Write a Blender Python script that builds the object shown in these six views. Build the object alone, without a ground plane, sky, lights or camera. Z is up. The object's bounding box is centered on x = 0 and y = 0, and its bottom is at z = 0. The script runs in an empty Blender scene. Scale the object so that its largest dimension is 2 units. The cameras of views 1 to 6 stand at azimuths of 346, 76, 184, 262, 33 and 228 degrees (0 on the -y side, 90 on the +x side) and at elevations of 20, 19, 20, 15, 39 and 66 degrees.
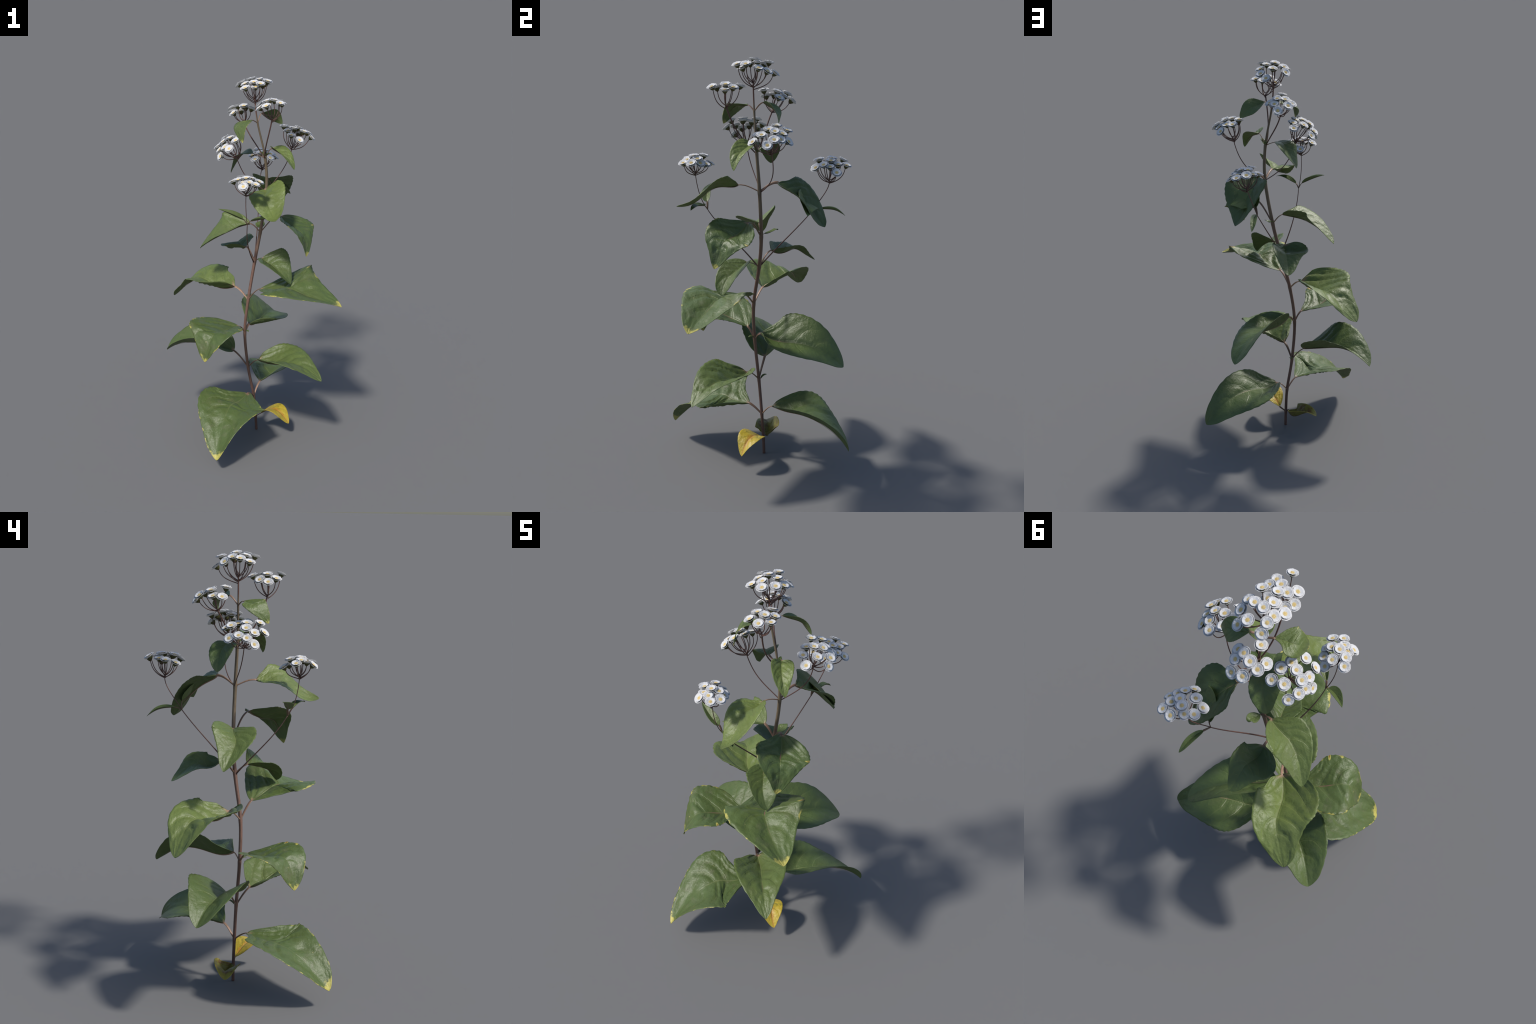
"""White-flowered snakeroot-like herb: one leaning stem with opposite ovate leaves, a withered pair
at the foot, long side branches and flat clusters of small white double-ringed flower heads."""
import bpy, math, random
import numpy as np
from mathutils import Vector, Matrix

rng = np.random.default_rng(7)
random.seed(7)
UP = np.array([0, 0, 1.0])
COL = bpy.context.scene.collection


def unit(v):
    v = np.asarray(v, float)
    return v / max(np.linalg.norm(v), 1e-9)



DARK_GREEN, LIGHT_GREEN, OLIVE_GREEN = (0.043, 0.080, 0.026), (0.178, 0.230, 0.058), (0.090, 0.115, 0.034)
VEIN_GREEN, STALK_TAN, BRUISE = (0.23, 0.25, 0.10), (0.37, 0.225, 0.155), (0.145, 0.145, 0.08)
YELLOW, RUST, PETAL = (0.50, 0.45, 0.11), (0.25, 0.11, 0.02), (0.61, 0.61, 0.615)
TRANSLUCENCY, LEAF_SPEC = 0.10, 0.50


# ------------------------------------------------------------------ materials
class Nodes:
    """Small helper that chains shader nodes by value or socket."""

    def __init__(self, name):
        self.mat = bpy.data.materials.new(name)
        self.mat.use_nodes = True
        self.t = self.mat.node_tree
        self.bsdf = self.t.nodes["Principled BSDF"]
        self.out = self.t.nodes["Material Output"]

    def put(self, socket, v):
        if hasattr(v, "node"):
            self.t.links.new(v, socket)
        elif isinstance(v, tuple):
            socket.default_value = v if len(v) == len(socket.default_value) else (*v, 1)
        else:
            socket.default_value = v

    def math(self, op, a, b=0.0, c=0.0, clamp=False):
        n = self.t.nodes.new("ShaderNodeMath")
        n.operation, n.use_clamp = op, clamp
        for s, v in zip(n.inputs, (a, b, c)):
            self.put(s, v)
        return n.outputs[0]

    def step(self, v, lo, hi):
        """smooth 0..1 ramp of v between lo and hi"""
        n = self.t.nodes.new("ShaderNodeMapRange")
        n.interpolation_type = "SMOOTHSTEP"
        self.put(n.inputs[0], v)
        n.inputs[1].default_value, n.inputs[2].default_value = lo, hi
        return n.outputs[0]

    def mix(self, f, a, b, blend="MIX"):
        n = self.t.nodes.new("ShaderNodeMix")
        n.data_type, n.blend_type = "RGBA", blend
        self.put(n.inputs["Factor"], f)
        self.put(n.inputs[6], a)
        self.put(n.inputs[7], b)
        return n.outputs[2]

    def coords(self, which):
        return self.t.nodes.new("ShaderNodeTexCoord").outputs[which]

    def split(self, v):
        n = self.t.nodes.new("ShaderNodeSeparateXYZ")
        self.put(n.inputs[0], v)
        return n.outputs

    def scaled(self, v, s, offset=None):
        n = self.t.nodes.new("ShaderNodeMapping")
        self.put(n.inputs[0], v)
        n.inputs["Scale"].default_value = s
        if offset is not None:
            self.put(n.inputs["Location"], offset)
        return n.outputs[0]

    def noise(self, v, scale, detail=3.0, rough=0.5):
        n = self.t.nodes.new("ShaderNodeTexNoise")
        self.put(n.inputs["Vector"], v)
        n.inputs["Scale"].default_value, n.inputs["Detail"].default_value, n.inputs["Roughness"].default_value = scale, detail, rough
        return n.outputs[0]

    def random(self):
        return self.t.nodes.new("ShaderNodeObjectInfo").outputs["Random"]

    def prop(self, name):
        n = self.t.nodes.new("ShaderNodeAttribute")
        n.attribute_type, n.attribute_name = "OBJECT", f'["{name}"]'
        return n.outputs["Fac"]

    def bump(self, h, strength, dist):
        n = self.t.nodes.new("ShaderNodeBump")
        self.put(n.inputs["Height"], h)
        n.inputs["Strength"].default_value, n.inputs["Distance"].default_value = strength, dist
        self.t.links.new(n.outputs[0], self.bsdf.inputs["Normal"])

    def finish(self, colour, rough=0.5, spec=0.5):
        self.put(self.bsdf.inputs["Base Color"], colour)
        self.put(self.bsdf.inputs["Roughness"], rough)
        self.put(self.bsdf.inputs["Specular IOR Level"], spec)
        return self.mat


VEIN_COUNT = 4.2


def leaf_material():
    """Generated coordinates of a blade are (along 0..1, across 0..1, upper 1 / lower 0)."""
    n = Nodes("leaf_blade")
    gen, obj = n.coords("Generated"), n.coords("Object")
    s, across, side = n.split(gen)
    t = n.math("ABSOLUTE", n.math("SUBTRACT", n.math("MULTIPLY", across, 2.0), 1.0))
    seed = n.random()
    shift = n.math("MULTIPLY", seed, 37.0)
    moved = n.t.nodes.new("ShaderNodeVectorMath")
    moved.operation = "ADD"
    n.put(moved.inputs[0], obj)
    n.put(moved.inputs[1], shift)
    pos = moved.outputs[0]
    big, mid, fine = n.noise(pos, 9, 2), n.noise(pos, 34, 4, 0.6), n.noise(pos, 190, 3, 0.6)
    # body green: each leaf has its own shade
    green = n.mix(n.prop("lightness"), DARK_GREEN, LIGHT_GREEN)
    green = n.mix(n.math("MULTIPLY", n.step(big, 0.38, 0.68), 0.35), green, OLIVE_GREEN)
    green = n.mix(n.math("MULTIPLY", n.step(mid, 0.45, 0.75), 0.22), green, DARK_GREEN)
    # veins: a midrib and side veins that sweep towards the tip
    swept = n.math("ADD", n.math("MULTIPLY", t, 0.20), n.math("MULTIPLY", n.math("POWER", t, 2.2), 0.52))
    u = n.math("SUBTRACT", s, n.math("MULTIPLY", swept, n.math("SUBTRACT", 1.0, n.math("MULTIPLY", s, 0.72))))
    k = n.math("MULTIPLY", n.math("ADD", u, n.math("MULTIPLY", n.math("SUBTRACT", big, 0.5), 0.10)), VEIN_COUNT)
    d = n.math("ABSOLUTE", n.math("SUBTRACT", n.math("FRACT", n.math("ADD", k, 100.5)), 0.5))
    lateral = n.math("MULTIPLY", n.step(d, 0.055, 0.012), n.step(t, 0.95, 0.55))
    midrib = n.step(t, 0.035, 0.008)
    vein = n.math("MAXIMUM", n.math("MULTIPLY", n.math("MULTIPLY", lateral, 0.42), n.step(s, 0.92, 0.6)), n.math("MULTIPLY", midrib, n.step(s, 1.0, 0.25)))
    colour = n.mix(n.math("MULTIPLY", vein, 0.38), green, VEIN_GREEN)
    # leaf foot runs into the pinkish stalk
    colour = n.mix(n.math("MULTIPLY", n.step(s, 0.028, 0.0), n.step(t, 0.7, 0.1)), colour, STALK_TAN)
    # dull pale bruising, dry specks
    colour = n.mix(n.math("MULTIPLY", n.math("MULTIPLY", n.step(n.noise(pos, 15, 4, 0.65), 0.52, 0.72), n.prop("wear")), 0.6), colour, BRUISE)
    colour = n.mix(n.math("MULTIPLY", n.step(n.noise(pos, 75, 2), 0.73, 0.78), n.prop("wear")), colour, (0.36, 0.30, 0.13))
    # yellow patches along the margin, a solid yellow tip, one brown corner
    patch = n.noise(n.scaled(pos, (1, 1, 1)), 26, 3, 0.6)
    rim = n.math("ADD", t, n.math("MULTIPLY", n.math("SUBTRACT", patch, 0.5), 0.55))
    rim = n.math("MULTIPLY", n.step(rim, 1.0, 1.06), n.step(s, 0.12, 0.3))
    tip = n.step(n.math("ADD", s, n.math("MULTIPLY", n.math("SUBTRACT", patch, 0.5), 0.16)), 0.955, 0.985)
    yellow = n.math("MULTIPLY", n.math("MAXIMUM", rim, tip), n.prop("yellow_edge"), clamp=True)
    colour = n.mix(yellow, colour, YELLOW)
    ds = n.math("MULTIPLY", n.math("SUBTRACT", s, 0.40), 2.2)
    dt = n.math("SUBTRACT", across, 0.975)
    spot = n.math("SQRT", n.math("ADD", n.math("MULTIPLY", ds, ds), n.math("MULTIPLY", dt, dt)))
    spot = n.math("ADD", spot, n.math("MULTIPLY", n.math("SUBTRACT", mid, 0.5), 0.08))
    colour = n.mix(n.math("MULTIPLY", n.step(spot, 0.075, 0.045), n.prop("yellow_edge"), clamp=True), colour, YELLOW)
    colour = n.mix(n.math("MULTIPLY", n.step(spot, 0.045, 0.015), n.prop("yellow_edge"), clamp=True), colour, RUST)
    # withering: whole blade goes yellow with an orange midrib, or brown
    wy = n.mix(n.step(n.math("ADD", t, n.math("MULTIPLY", mid, 0.5)), 0.62, 0.2), (0.50, 0.37, 0.035), (0.46, 0.22, 0.03))
    wy = n.mix(n.step(n.noise(pos, 22, 4, 0.6), 0.52, 0.68), wy, (0.27, 0.24, 0.03))
    colour = n.mix(n.prop("withered_yellow"), colour, wy)
    wb = n.mix(n.step(n.noise(pos, 30, 4, 0.6), 0.48, 0.66), (0.22, 0.20, 0.03), (0.16, 0.085, 0.025))
    wb = n.mix(n.step(t, 0.8, 1.0), wb, (0.30, 0.25, 0.03))
    colour = n.mix(n.prop("withered_brown"), colour, wb)
    under = n.mix(0.35, colour, (0.085, 0.115, 0.045))
    colour = n.mix(side, under, colour)
    rough = n.math("ADD", n.math("MULTIPLY", mid, 0.22), 0.30)
    rough = n.math("ADD", rough, n.math("MULTIPLY", n.math("SUBTRACT", 1.0, side), 0.2))
    h = n.math("ADD", n.math("MULTIPLY", n.noise(pos, 55, 5, 0.62), 1.6), n.math("MULTIPLY", vein, -0.7))
    n.bump(h, 0.8, 0.0026)
    n.finish(colour, rough, LEAF_SPEC)
    tr = n.t.nodes.new("ShaderNodeBsdfTranslucent")
    n.put(tr.inputs[0], n.mix(0.35, colour, (0.20, 0.30, 0.02)))
    mixer = n.t.nodes.new("ShaderNodeMixShader")
    mixer.inputs[0].default_value = TRANSLUCENCY
    n.t.links.new(n.bsdf.outputs[0], mixer.inputs[1])
    n.t.links.new(tr.outputs[0], mixer.inputs[2])
    n.t.links.new(mixer.outputs[0], n.out.inputs["Surface"])
    return n.mat


def bark_material(name, a, b, streak, rough=0.55):
    n = Nodes(name)
    obj = n.coords("Object")
    long = n.noise(n.scaled(obj, (1, 1, 0.12)), 160, 4, 0.6)
    blotch = n.noise(obj, 16, 3, 0.6)
    c = n.mix(n.step(blotch, 0.35, 0.65), a, b)
    c = n.mix(n.math("MULTIPLY", n.step(long, 0.5, 0.72), 0.55), c, streak)
    n.bump(long, 0.4, 0.001)
    return n.finish(c, rough, 0.4)


def stem_material():
    """Main stem: mauve-brown foot, warmer middle, olive under the flowers (real change of bark)."""
    n = Nodes("stem_bark")
    obj = n.coords("Object")
    z = n.split(obj)[2]
    long = n.noise(n.scaled(obj, (1, 1, 0.1)), 170, 4, 0.6)
    blotch = n.noise(obj, 14, 3, 0.6)
    zz = n.math("ADD", z, n.math("MULTIPLY", n.math("SUBTRACT", blotch, 0.5), 0.25))
    c = n.mix(n.step(zz, 0.15, 0.55), (0.105, 0.058, 0.048), (0.165, 0.092, 0.068))
    c = n.mix(n.step(zz, 1.0, 1.35), c, (0.155, 0.118, 0.075))
    c = n.mix(n.step(zz, 1.75, 1.82), c, (0.125, 0.060, 0.046))
    c = n.mix(n.math("MULTIPLY", n.step(long, 0.48, 0.7), 0.5), c, (0.06, 0.034, 0.027))
    n.bump(long, 0.5, 0.001)
    return n.finish(c, 0.5, 0.4)


def petal_material():
    n = Nodes("white_petal")
    obj = n.coords("Object")
    x, y, z = n.split(obj)
    ang = n.math("ARCTAN2", y, x)
    ribs = n.math("SINE", n.math("MULTIPLY", ang, 46.0))
    radius = n.math("SQRT", n.math("ADD", n.math("MULTIPLY", x, x), n.math("MULTIPLY", y, y)))
    c = n.mix(n.math("MULTIPLY", n.step(ribs, 0.2, 1.0), 0.12), PETAL, (0.52, 0.53, 0.55))
    c = n.mix(n.math("MULTIPLY", n.step(radius, 0.013, 0.006), 0.35), c, (0.55, 0.56, 0.48))
    n.bump(ribs, 0.25, 0.0006)
    n.finish(c, 0.6, 0.3)
    return n.mat


def disc_material():
    n = Nodes("yellow_disc")
    obj = n.coords("Object")
    v = n.t.nodes.new("ShaderNodeTexVoronoi")
    n.put(v.inputs["Vector"], obj)
    v.inputs["Scale"].default_value = 620
    c = n.mix(n.step(v.outputs["Distance"], 0.25, 0.75), (0.80, 0.65, 0.32), (0.66, 0.50, 0.21))  # yellows lightened to offset the shading between the disc granules
    n.bump(n.math("SUBTRACT", 1.0, v.outputs["Distance"]), 0.5, 0.0006)
    return n.finish(c, 0.6, 0.3)


def cup_material():
    n = Nodes("flower_cup")
    obj = n.coords("Object")
    z = n.split(obj)[2]
    c = n.mix(n.noise(obj, 240, 3), (0.05, 0.055, 0.018), (0.11, 0.105, 0.035))
    c = n.mix(n.step(z, -0.014, -0.019), c, (0.075, 0.042, 0.020))
    return n.finish(c, 0.6, 0.3)


# ------------------------------------------------------------------ geometry helpers
def make_object(name, verts, faces, mats, parent=None, face_mat=None, smooth=True):
    me = bpy.data.meshes.new(name)
    me.from_pydata([tuple(v) for v in verts], [], faces)
    for m in mats:
        me.materials.append(m)
    if face_mat is not None:
        me.polygons.foreach_set("material_index", face_mat)
    me.polygons.foreach_set("use_smooth", [smooth] * len(me.polygons))
    me.update()
    ob = bpy.data.objects.new(name, me)
    COL.objects.link(ob)
    if parent:
        ob.parent = parent
    return ob


def bezier(P, n):
    t = np.linspace(0, 1, n)[:, None]
    P = np.asarray(P, float)
    return (1 - t) ** 3 * P[0] + 3 * t * (1 - t) ** 2 * P[1] + 3 * t * t * (1 - t) * P[2] + t**3 * P[3]


def spline(points, per=8):
    """Catmull-Rom through the given points."""
    p = np.asarray(points, float)
    p = np.vstack([2 * p[0] - p[1], p, 2 * p[-1] - p[-2]])
    out = []
    for i in range(1, len(p) - 2):
        for t in np.linspace(0, 1, per, endpoint=False):
            out.append(0.5 * (2 * p[i] + (p[i + 1] - p[i - 1]) * t + (2 * p[i - 1] - 5 * p[i] + 4 * p[i + 1] - p[i + 2]) * t * t + (3 * p[i] - p[i - 1] - 3 * p[i + 1] + p[i + 2]) * t**3))
    out.append(p[-2])
    return np.array(out)


def moved_frames(M, T, n0):
    """Rotation-minimising normals along the curve M with tangents T."""
    n = np.zeros_like(M)
    n[0] = unit(n0 - T[0] * np.dot(n0, T[0]))
    for i in range(1, len(M)):
        v1 = M[i] - M[i - 1]
        c1 = max(v1 @ v1, 1e-12)
        r, tl = n[i - 1] - 2 / c1 * (v1 @ n[i - 1]) * v1, T[i - 1] - 2 / c1 * (v1 @ T[i - 1]) * v1
        v2 = T[i] - tl
        c2 = max(v2 @ v2, 1e-12)
        n[i] = r - 2 / c2 * (v2 @ r) * v2
    return n


def tube(path, wide, thin=None, sides=10, normal=None, ribs=0.0):
    """Loft of (elliptical, if thin is given) rings along a path; ends closed. Returns verts, faces."""
    M = np.asarray(path, float)
    wide = np.broadcast_to(np.asarray(wide, float), (len(M),))
    thin = wide if thin is None else np.broadcast_to(np.asarray(thin, float), (len(M),))
    T = np.gradient(M, axis=0)
    T /= np.maximum(np.linalg.norm(T, axis=1, keepdims=True), 1e-9)
    n0 = normal if normal is not None else (np.array([1.0, 0, 0]) if abs(T[0][0]) < 0.8 else UP)
    N = moved_frames(M, T, np.asarray(n0, float))
    S = np.cross(N, T)
    verts, faces = [], []
    for i in range(len(M)):
        for j in range(sides):
            a = 2 * math.pi * j / sides
            k = 1 + ribs * math.cos(4 * a)
            verts.append(M[i] + S[i] * math.cos(a) * wide[i] * k + N[i] * math.sin(a) * thin[i] * k)
    for i in range(len(M) - 1):
        for j in range(sides):
            k = (j + 1) % sides
            faces.append((i * sides + j, i * sides + k, (i + 1) * sides + k, (i + 1) * sides + j))
    faces.append(tuple(range(sides))[::-1])
    faces.append(tuple((len(M) - 1) * sides + j for j in range(sides)))
    return verts, faces


def join(parts):
    verts, faces = [], []
    for v, f in parts:
        o = len(verts)
        verts += list(v)
        faces += [tuple(i + o for i in q) for q in f]
    return verts, faces


def noise_wave(x, y, seed):
    r = np.random.default_rng(seed)
    out = 0
    for k in range(5):
        a, f, p = r.uniform(0, 6.28), r.uniform(4, 11), r.uniform(0, 6.28)
        out = out + np.sin(f * (x * np.cos(a) + 1.3 * y * np.sin(a)) + p) / 5
    return out


# ------------------------------------------------------------------ leaves
PLANT = None
MATS = {}
ROWS, HALF = 85, 12


def leaf(node, spine, width, outline, roll, fold_left, fold_right, cup_left, cup_right, lobe=0.0, lightness=0.4, yellow_edge=0.0,
         wear=0.3, withered_yellow=0.0, withered_brown=0.0, quilt=1.0, teeth=1.0, petiole=(0.0042, 0.0072), tan=0.5, tip_round=1.0):
    """One ovate blade on its stalk.
    spine: Bezier of the midrib; width: left, right half-width over length; outline: powers of the ovate margin;
    roll: turn about the midrib (at the base, its slope, its curve); fold_*: angle of each half against the midrib plane
    at base, middle (extra) and tip; cup_*: how that angle changes towards the margin; lobe: backward sweep of the basal lobes."""
    P = np.asarray(spine, float)
    s = np.linspace(0, 1, ROWS)
    s = 0.6 * 0.5 * (1 - np.cos(np.pi * s)) + 0.4 * s
    M = np.stack([(1 - s) ** 4, 4 * s * (1 - s) ** 3, 6 * s * s * (1 - s) ** 2, 4 * s**3 * (1 - s), s**4], 1) @ P
    D = np.stack([4 * (1 - s) ** 3, 12 * s * (1 - s) ** 2, 12 * s * s * (1 - s), 4 * s**3], 1) @ np.diff(P, axis=0)
    T = D / np.linalg.norm(D, axis=1, keepdims=True)
    length = np.linalg.norm(np.diff(M, axis=0), axis=1).sum()
    n0 = UP - T[0] * T[0, 2]
    if np.linalg.norm(n0) < 0.15:
        h = unit([P[4][0] - P[0][0], P[4][1] - P[0][1], 0])
        n0 = -h * np.sign(T[0, 2])
    N = moved_frames(M, T, n0)
    S = np.cross(N, T)
    r = (roll[0] + roll[1] * s + roll[2] * s * s)[:, None]
    N, S = np.cos(r) * N + np.sin(r) * S, np.cos(r) * S - np.sin(r) * N
    a, b = outline
    peak = a / (a + b)
    f = np.maximum(s, 1e-9) ** a * np.maximum(1 - s, 1e-9) ** b / (peak**a * (1 - peak) ** b)
    f = f + 0.22 * np.sqrt(np.clip(1 - s, 0, 1)) * np.clip((s - 0.80) / 0.15, 0, 1) ** 2 * tip_round
    seed = int(abs(P[4][0] * 7919 + P[4][1] * 104729 + P[4][2] * 1299709)) % 9973
    tt = np.linspace(0, 1, HALF + 1)
    columns, param = [], []
    for sign, w, fold, cup in ((-1, width[1], fold_right, cup_right), (1, width[0], fold_left, cup_left)):
        saw = 1 + teeth * 0.026 * (np.abs(np.sin(np.pi * (13 * s ** 0.85 + 0.3 * sign))) - 0.6) * np.clip(s * 8, 0, 1) * np.clip((1 - s) * 6, 0, 1)
        W = w * length * f
        theta = fold[0] + (fold[2] - fold[0]) * s + fold[1] * 4 * s * (1 - s)
        kappa = cup[0] + (cup[1] - cup[0]) * s
        x, h = np.zeros(ROWS), np.zeros(ROWS)
        side_cols = []
        for j, t in enumerate(tt):
            if j:
                tm, dt = (t + tt[j - 1]) / 2, t - tt[j - 1]
                if j == HALF:
                    dt = dt + (saw - 1)
                x = x + np.cos(theta + kappa * tm) * dt * W
                h = h + np.sin(theta + kappa * tm) * dt * W
            back = -lobe * length * w * t**2 * (1 - s) ** 3 * (1 - (1 - np.minimum(s / 0.08, 1)) ** 2)
            side_cols.append(M + sign * S * x[:, None] + N * h[:, None] + T * back[:, None])
        columns.append(side_cols)
    G = np.stack(columns[0][::-1] + columns[1][1:], 1)
    t = np.concatenate([-tt[::-1], tt[1:]])
    # normals of the plain blade, then relief: sunken veins, quilted fields between them, slow waves
    du, dv = np.gradient(G, axis=0), np.gradient(G, axis=1)
    nn = np.cross(du, dv)
    ln = np.linalg.norm(nn, axis=2, keepdims=True)
    nn = np.where(ln > 1e-12, nn / np.maximum(ln, 1e-12), N[:, None, :])
    if (nn[ROWS // 3, HALF] @ N[ROWS // 3]) < 0:
        nn = -nn
    s2, t2 = np.meshgrid(s, t, indexing="ij")
    ta = np.abs(t2)
    u = s2 - (0.20 * ta + 0.52 * ta**2.2) * (1 - 0.72 * s2) + 0.02 * noise_wave(s2 * 1.5, t2, seed + 5) + 0.03 * np.sign(t2)
    d = np.abs((u * VEIN_COUNT + 100.5) % 1 - 0.5)
    field = 1 - np.exp(-(d / 0.13) ** 2)
    field = field * np.clip((0.97 - s2) / 0.3, 0, 1) * np.clip(ta / 0.22, 0, 1) ** 0.7 * (1 - ta**4) * np.clip(f / 0.35, 0, 1)[:, None]
    size = length * (width[0] + width[1]) / 2
    pucker = noise_wave(s2 * 7, t2 * 2.6, seed + 9) * noise_wave(s2 * 5, t2 * 3.4, seed + 17)
    relief = quilt * size * (0.046 * (field - 0.45 * np.clip(ta / 0.22, 0, 1)) + (0.038 * pucker + 0.012 * noise_wave(s2 * 9, t2 * 6, seed + 23)) * np.clip(ta / 0.25, 0, 1) * np.clip(f / 0.4, 0, 1)[:, None] + 0.026 * noise_wave(s2 * 2.2, t2, seed) * np.clip(f / 0.5, 0, 1)[:, None])
    relief = relief - 0.010 * size * np.exp(-(ta / 0.06) ** 2)
    G = G + nn * relief[..., None]
    half = np.full((ROWS, 2 * HALF + 1, 1), 0.0007)
    top, low = G + nn * half, G - nn * half
    cols = 2 * HALF + 1
    verts = np.concatenate([top.reshape(-1, 3), low.reshape(-1, 3)])
    flat = np.concatenate([np.stack([s2, (t2 + 1) / 2, np.ones_like(s2)], -1).reshape(-1, 3), np.stack([s2, (t2 + 1) / 2, np.zeros_like(s2)], -1).reshape(-1, 3)])
    flip = np.cross(top[ROWS // 3 + 1, HALF] - top[ROWS // 3, HALF], top[ROWS // 3, HALF + 1] - top[ROWS // 3, HALF]) @ nn[ROWS // 3, HALF] < 0
    faces, o = [], ROWS * cols
    at = lambda i, j: i * cols + j
    for i in range(ROWS - 1):
        for j in range(cols - 1):
            q = (at(i, j), at(i + 1, j), at(i + 1, j + 1), at(i, j + 1))
            q = q[::-1] if flip else q
            faces += [q, tuple(k + o for k in q[::-1])]
    ring = [at(i, 0) for i in range(ROWS)] + [at(ROWS - 1, j) for j in range(1, cols)] + [at(i, cols - 1) for i in range(ROWS - 2, -1, -1)] + [at(0, j) for j in range(cols - 2, 0, -1)]
    for k, v in enumerate(ring):
        w = ring[(k + 1) % len(ring)]
        q = (v, w, w + o, v + o)
        faces.append(q if flip else q[::-1])
    # the mesh itself is the blade laid out flat (this gives the Generated coordinates); a shape key bends it into place
    ob = make_object("leaf", flat, faces, [MATS["leaf"]], PLANT)
    me = ob.data
    me.use_auto_texspace = False
    me.texspace_location, me.texspace_size = (0.5, 0.5, 0.5), (0.5, 0.5, 0.5)
    ob.shape_key_add(name="laid_flat")
    bent = ob.shape_key_add(name="grown", from_mix=False)
    bent.data.foreach_set("co", np.ascontiguousarray(verts, dtype=np.float32).ravel())
    bent.value = 1.0
    ob["lightness"], ob["yellow_edge"], ob["wear"] = float(lightness), float(yellow_edge), float(wear)
    ob["withered_yellow"], ob["withered_brown"] = float(withered_yellow), float(withered_brown)
    # stalk: from the node to the blade, then on as a tapering rib under the blade
    node = np.asarray(node, float)
    gap = np.linalg.norm(M[0] - node)
    aim = unit(M[0] - node)
    stalk = bezier([node, node + unit(aim + 0.18 * UP) * gap * 0.36, M[0] - unit(aim + 0.75 * T[0]) * gap * 0.34, M[0]], 14)
    cut = int(ROWS * 0.86)
    rib = M[2:cut:4] - N[2:cut:4] * (0.0012 + 0.010 * size)
    path = np.vstack([stalk, rib])
    k, m = len(stalk), len(rib)
    big = min(1.0, length / 0.35) ** 0.5
    foot, head = petiole
    wide = np.concatenate([foot + (head - foot) * np.linspace(0, 1, k) ** 0.8, np.linspace(head * 0.6, 0.0007, m)]) * big
    thin = np.concatenate([np.linspace(0.0032, 0.0024, k), np.linspace(0.0019, 0.0006, m)]) * big
    v, fc = tube(path, wide, thin, 10, normal=N[0])
    st = make_object("petiole", v, fc, [MATS["petiole"]], ob)
    st["tan"] = float(tan)
    return ob


def petiole_material():
    n = Nodes("leaf_stalk")
    obj = n.coords("Object")
    long = n.noise(n.scaled(obj, (1, 1, 0.3)), 120, 3, 0.6)
    c = n.mix(n.prop("tan"), (0.075, 0.042, 0.030), STALK_TAN)
    c = n.mix(n.math("MULTIPLY", n.step(long, 0.45, 0.7), 0.45), c, (0.10, 0.085, 0.035))
    return n.finish(c, 0.45, 0.4)


# ------------------------------------------------------------------ flower heads
def dish(radius, z0, z1, r0, lobes, seed, bow=1.5):
    """Shallow ring of fused petals: a thin bowl with a notched, uneven rim."""
    r = np.random.default_rng(seed)
    count, rings = lobes * 4, 7
    wob = r.uniform(-1, 1, lobes)
    verts, faces = [], []
    for layer in (0, 1):
        for i in range(rings):
            q = i / (rings - 1)
            for j in range(count):
                a = 2 * math.pi * j / count
                k = j / 4
                w = wob[int(k) % lobes] * (1 - k % 1) + wob[(int(k) + 1) % lobes] * (k % 1)
                rr = r0 + (radius - r0) * q
                if q > 0.7:
                    rr *= 1 + (q - 0.7) / 0.3 * (0.032 * w - (0.022 if j % 4 == 0 else 0.0))
                z = z0 + (z1 - z0) * q**bow + 0.0011 * w * q * q + 0.0005 * math.cos(a * lobes) * q
                z -= layer * 0.00055
                verts.append((rr * math.cos(a), rr * math.sin(a), z))
    o = rings * count
    for i in range(rings - 1):
        for j in range(count):
            k = (j + 1) % count
            q = (i * count + j, (i + 1) * count + j, (i + 1) * count + k, i * count + k)
            faces += [q, tuple(x + o for x in q[::-1])]
    for j in range(count):
        k = (j + 1) % count
        i = (rings - 1) * count
        faces += [(i + j, i + j + o, i + k + o, i + k), (j, k, k + o, j + o)]
    return verts, faces


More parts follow.
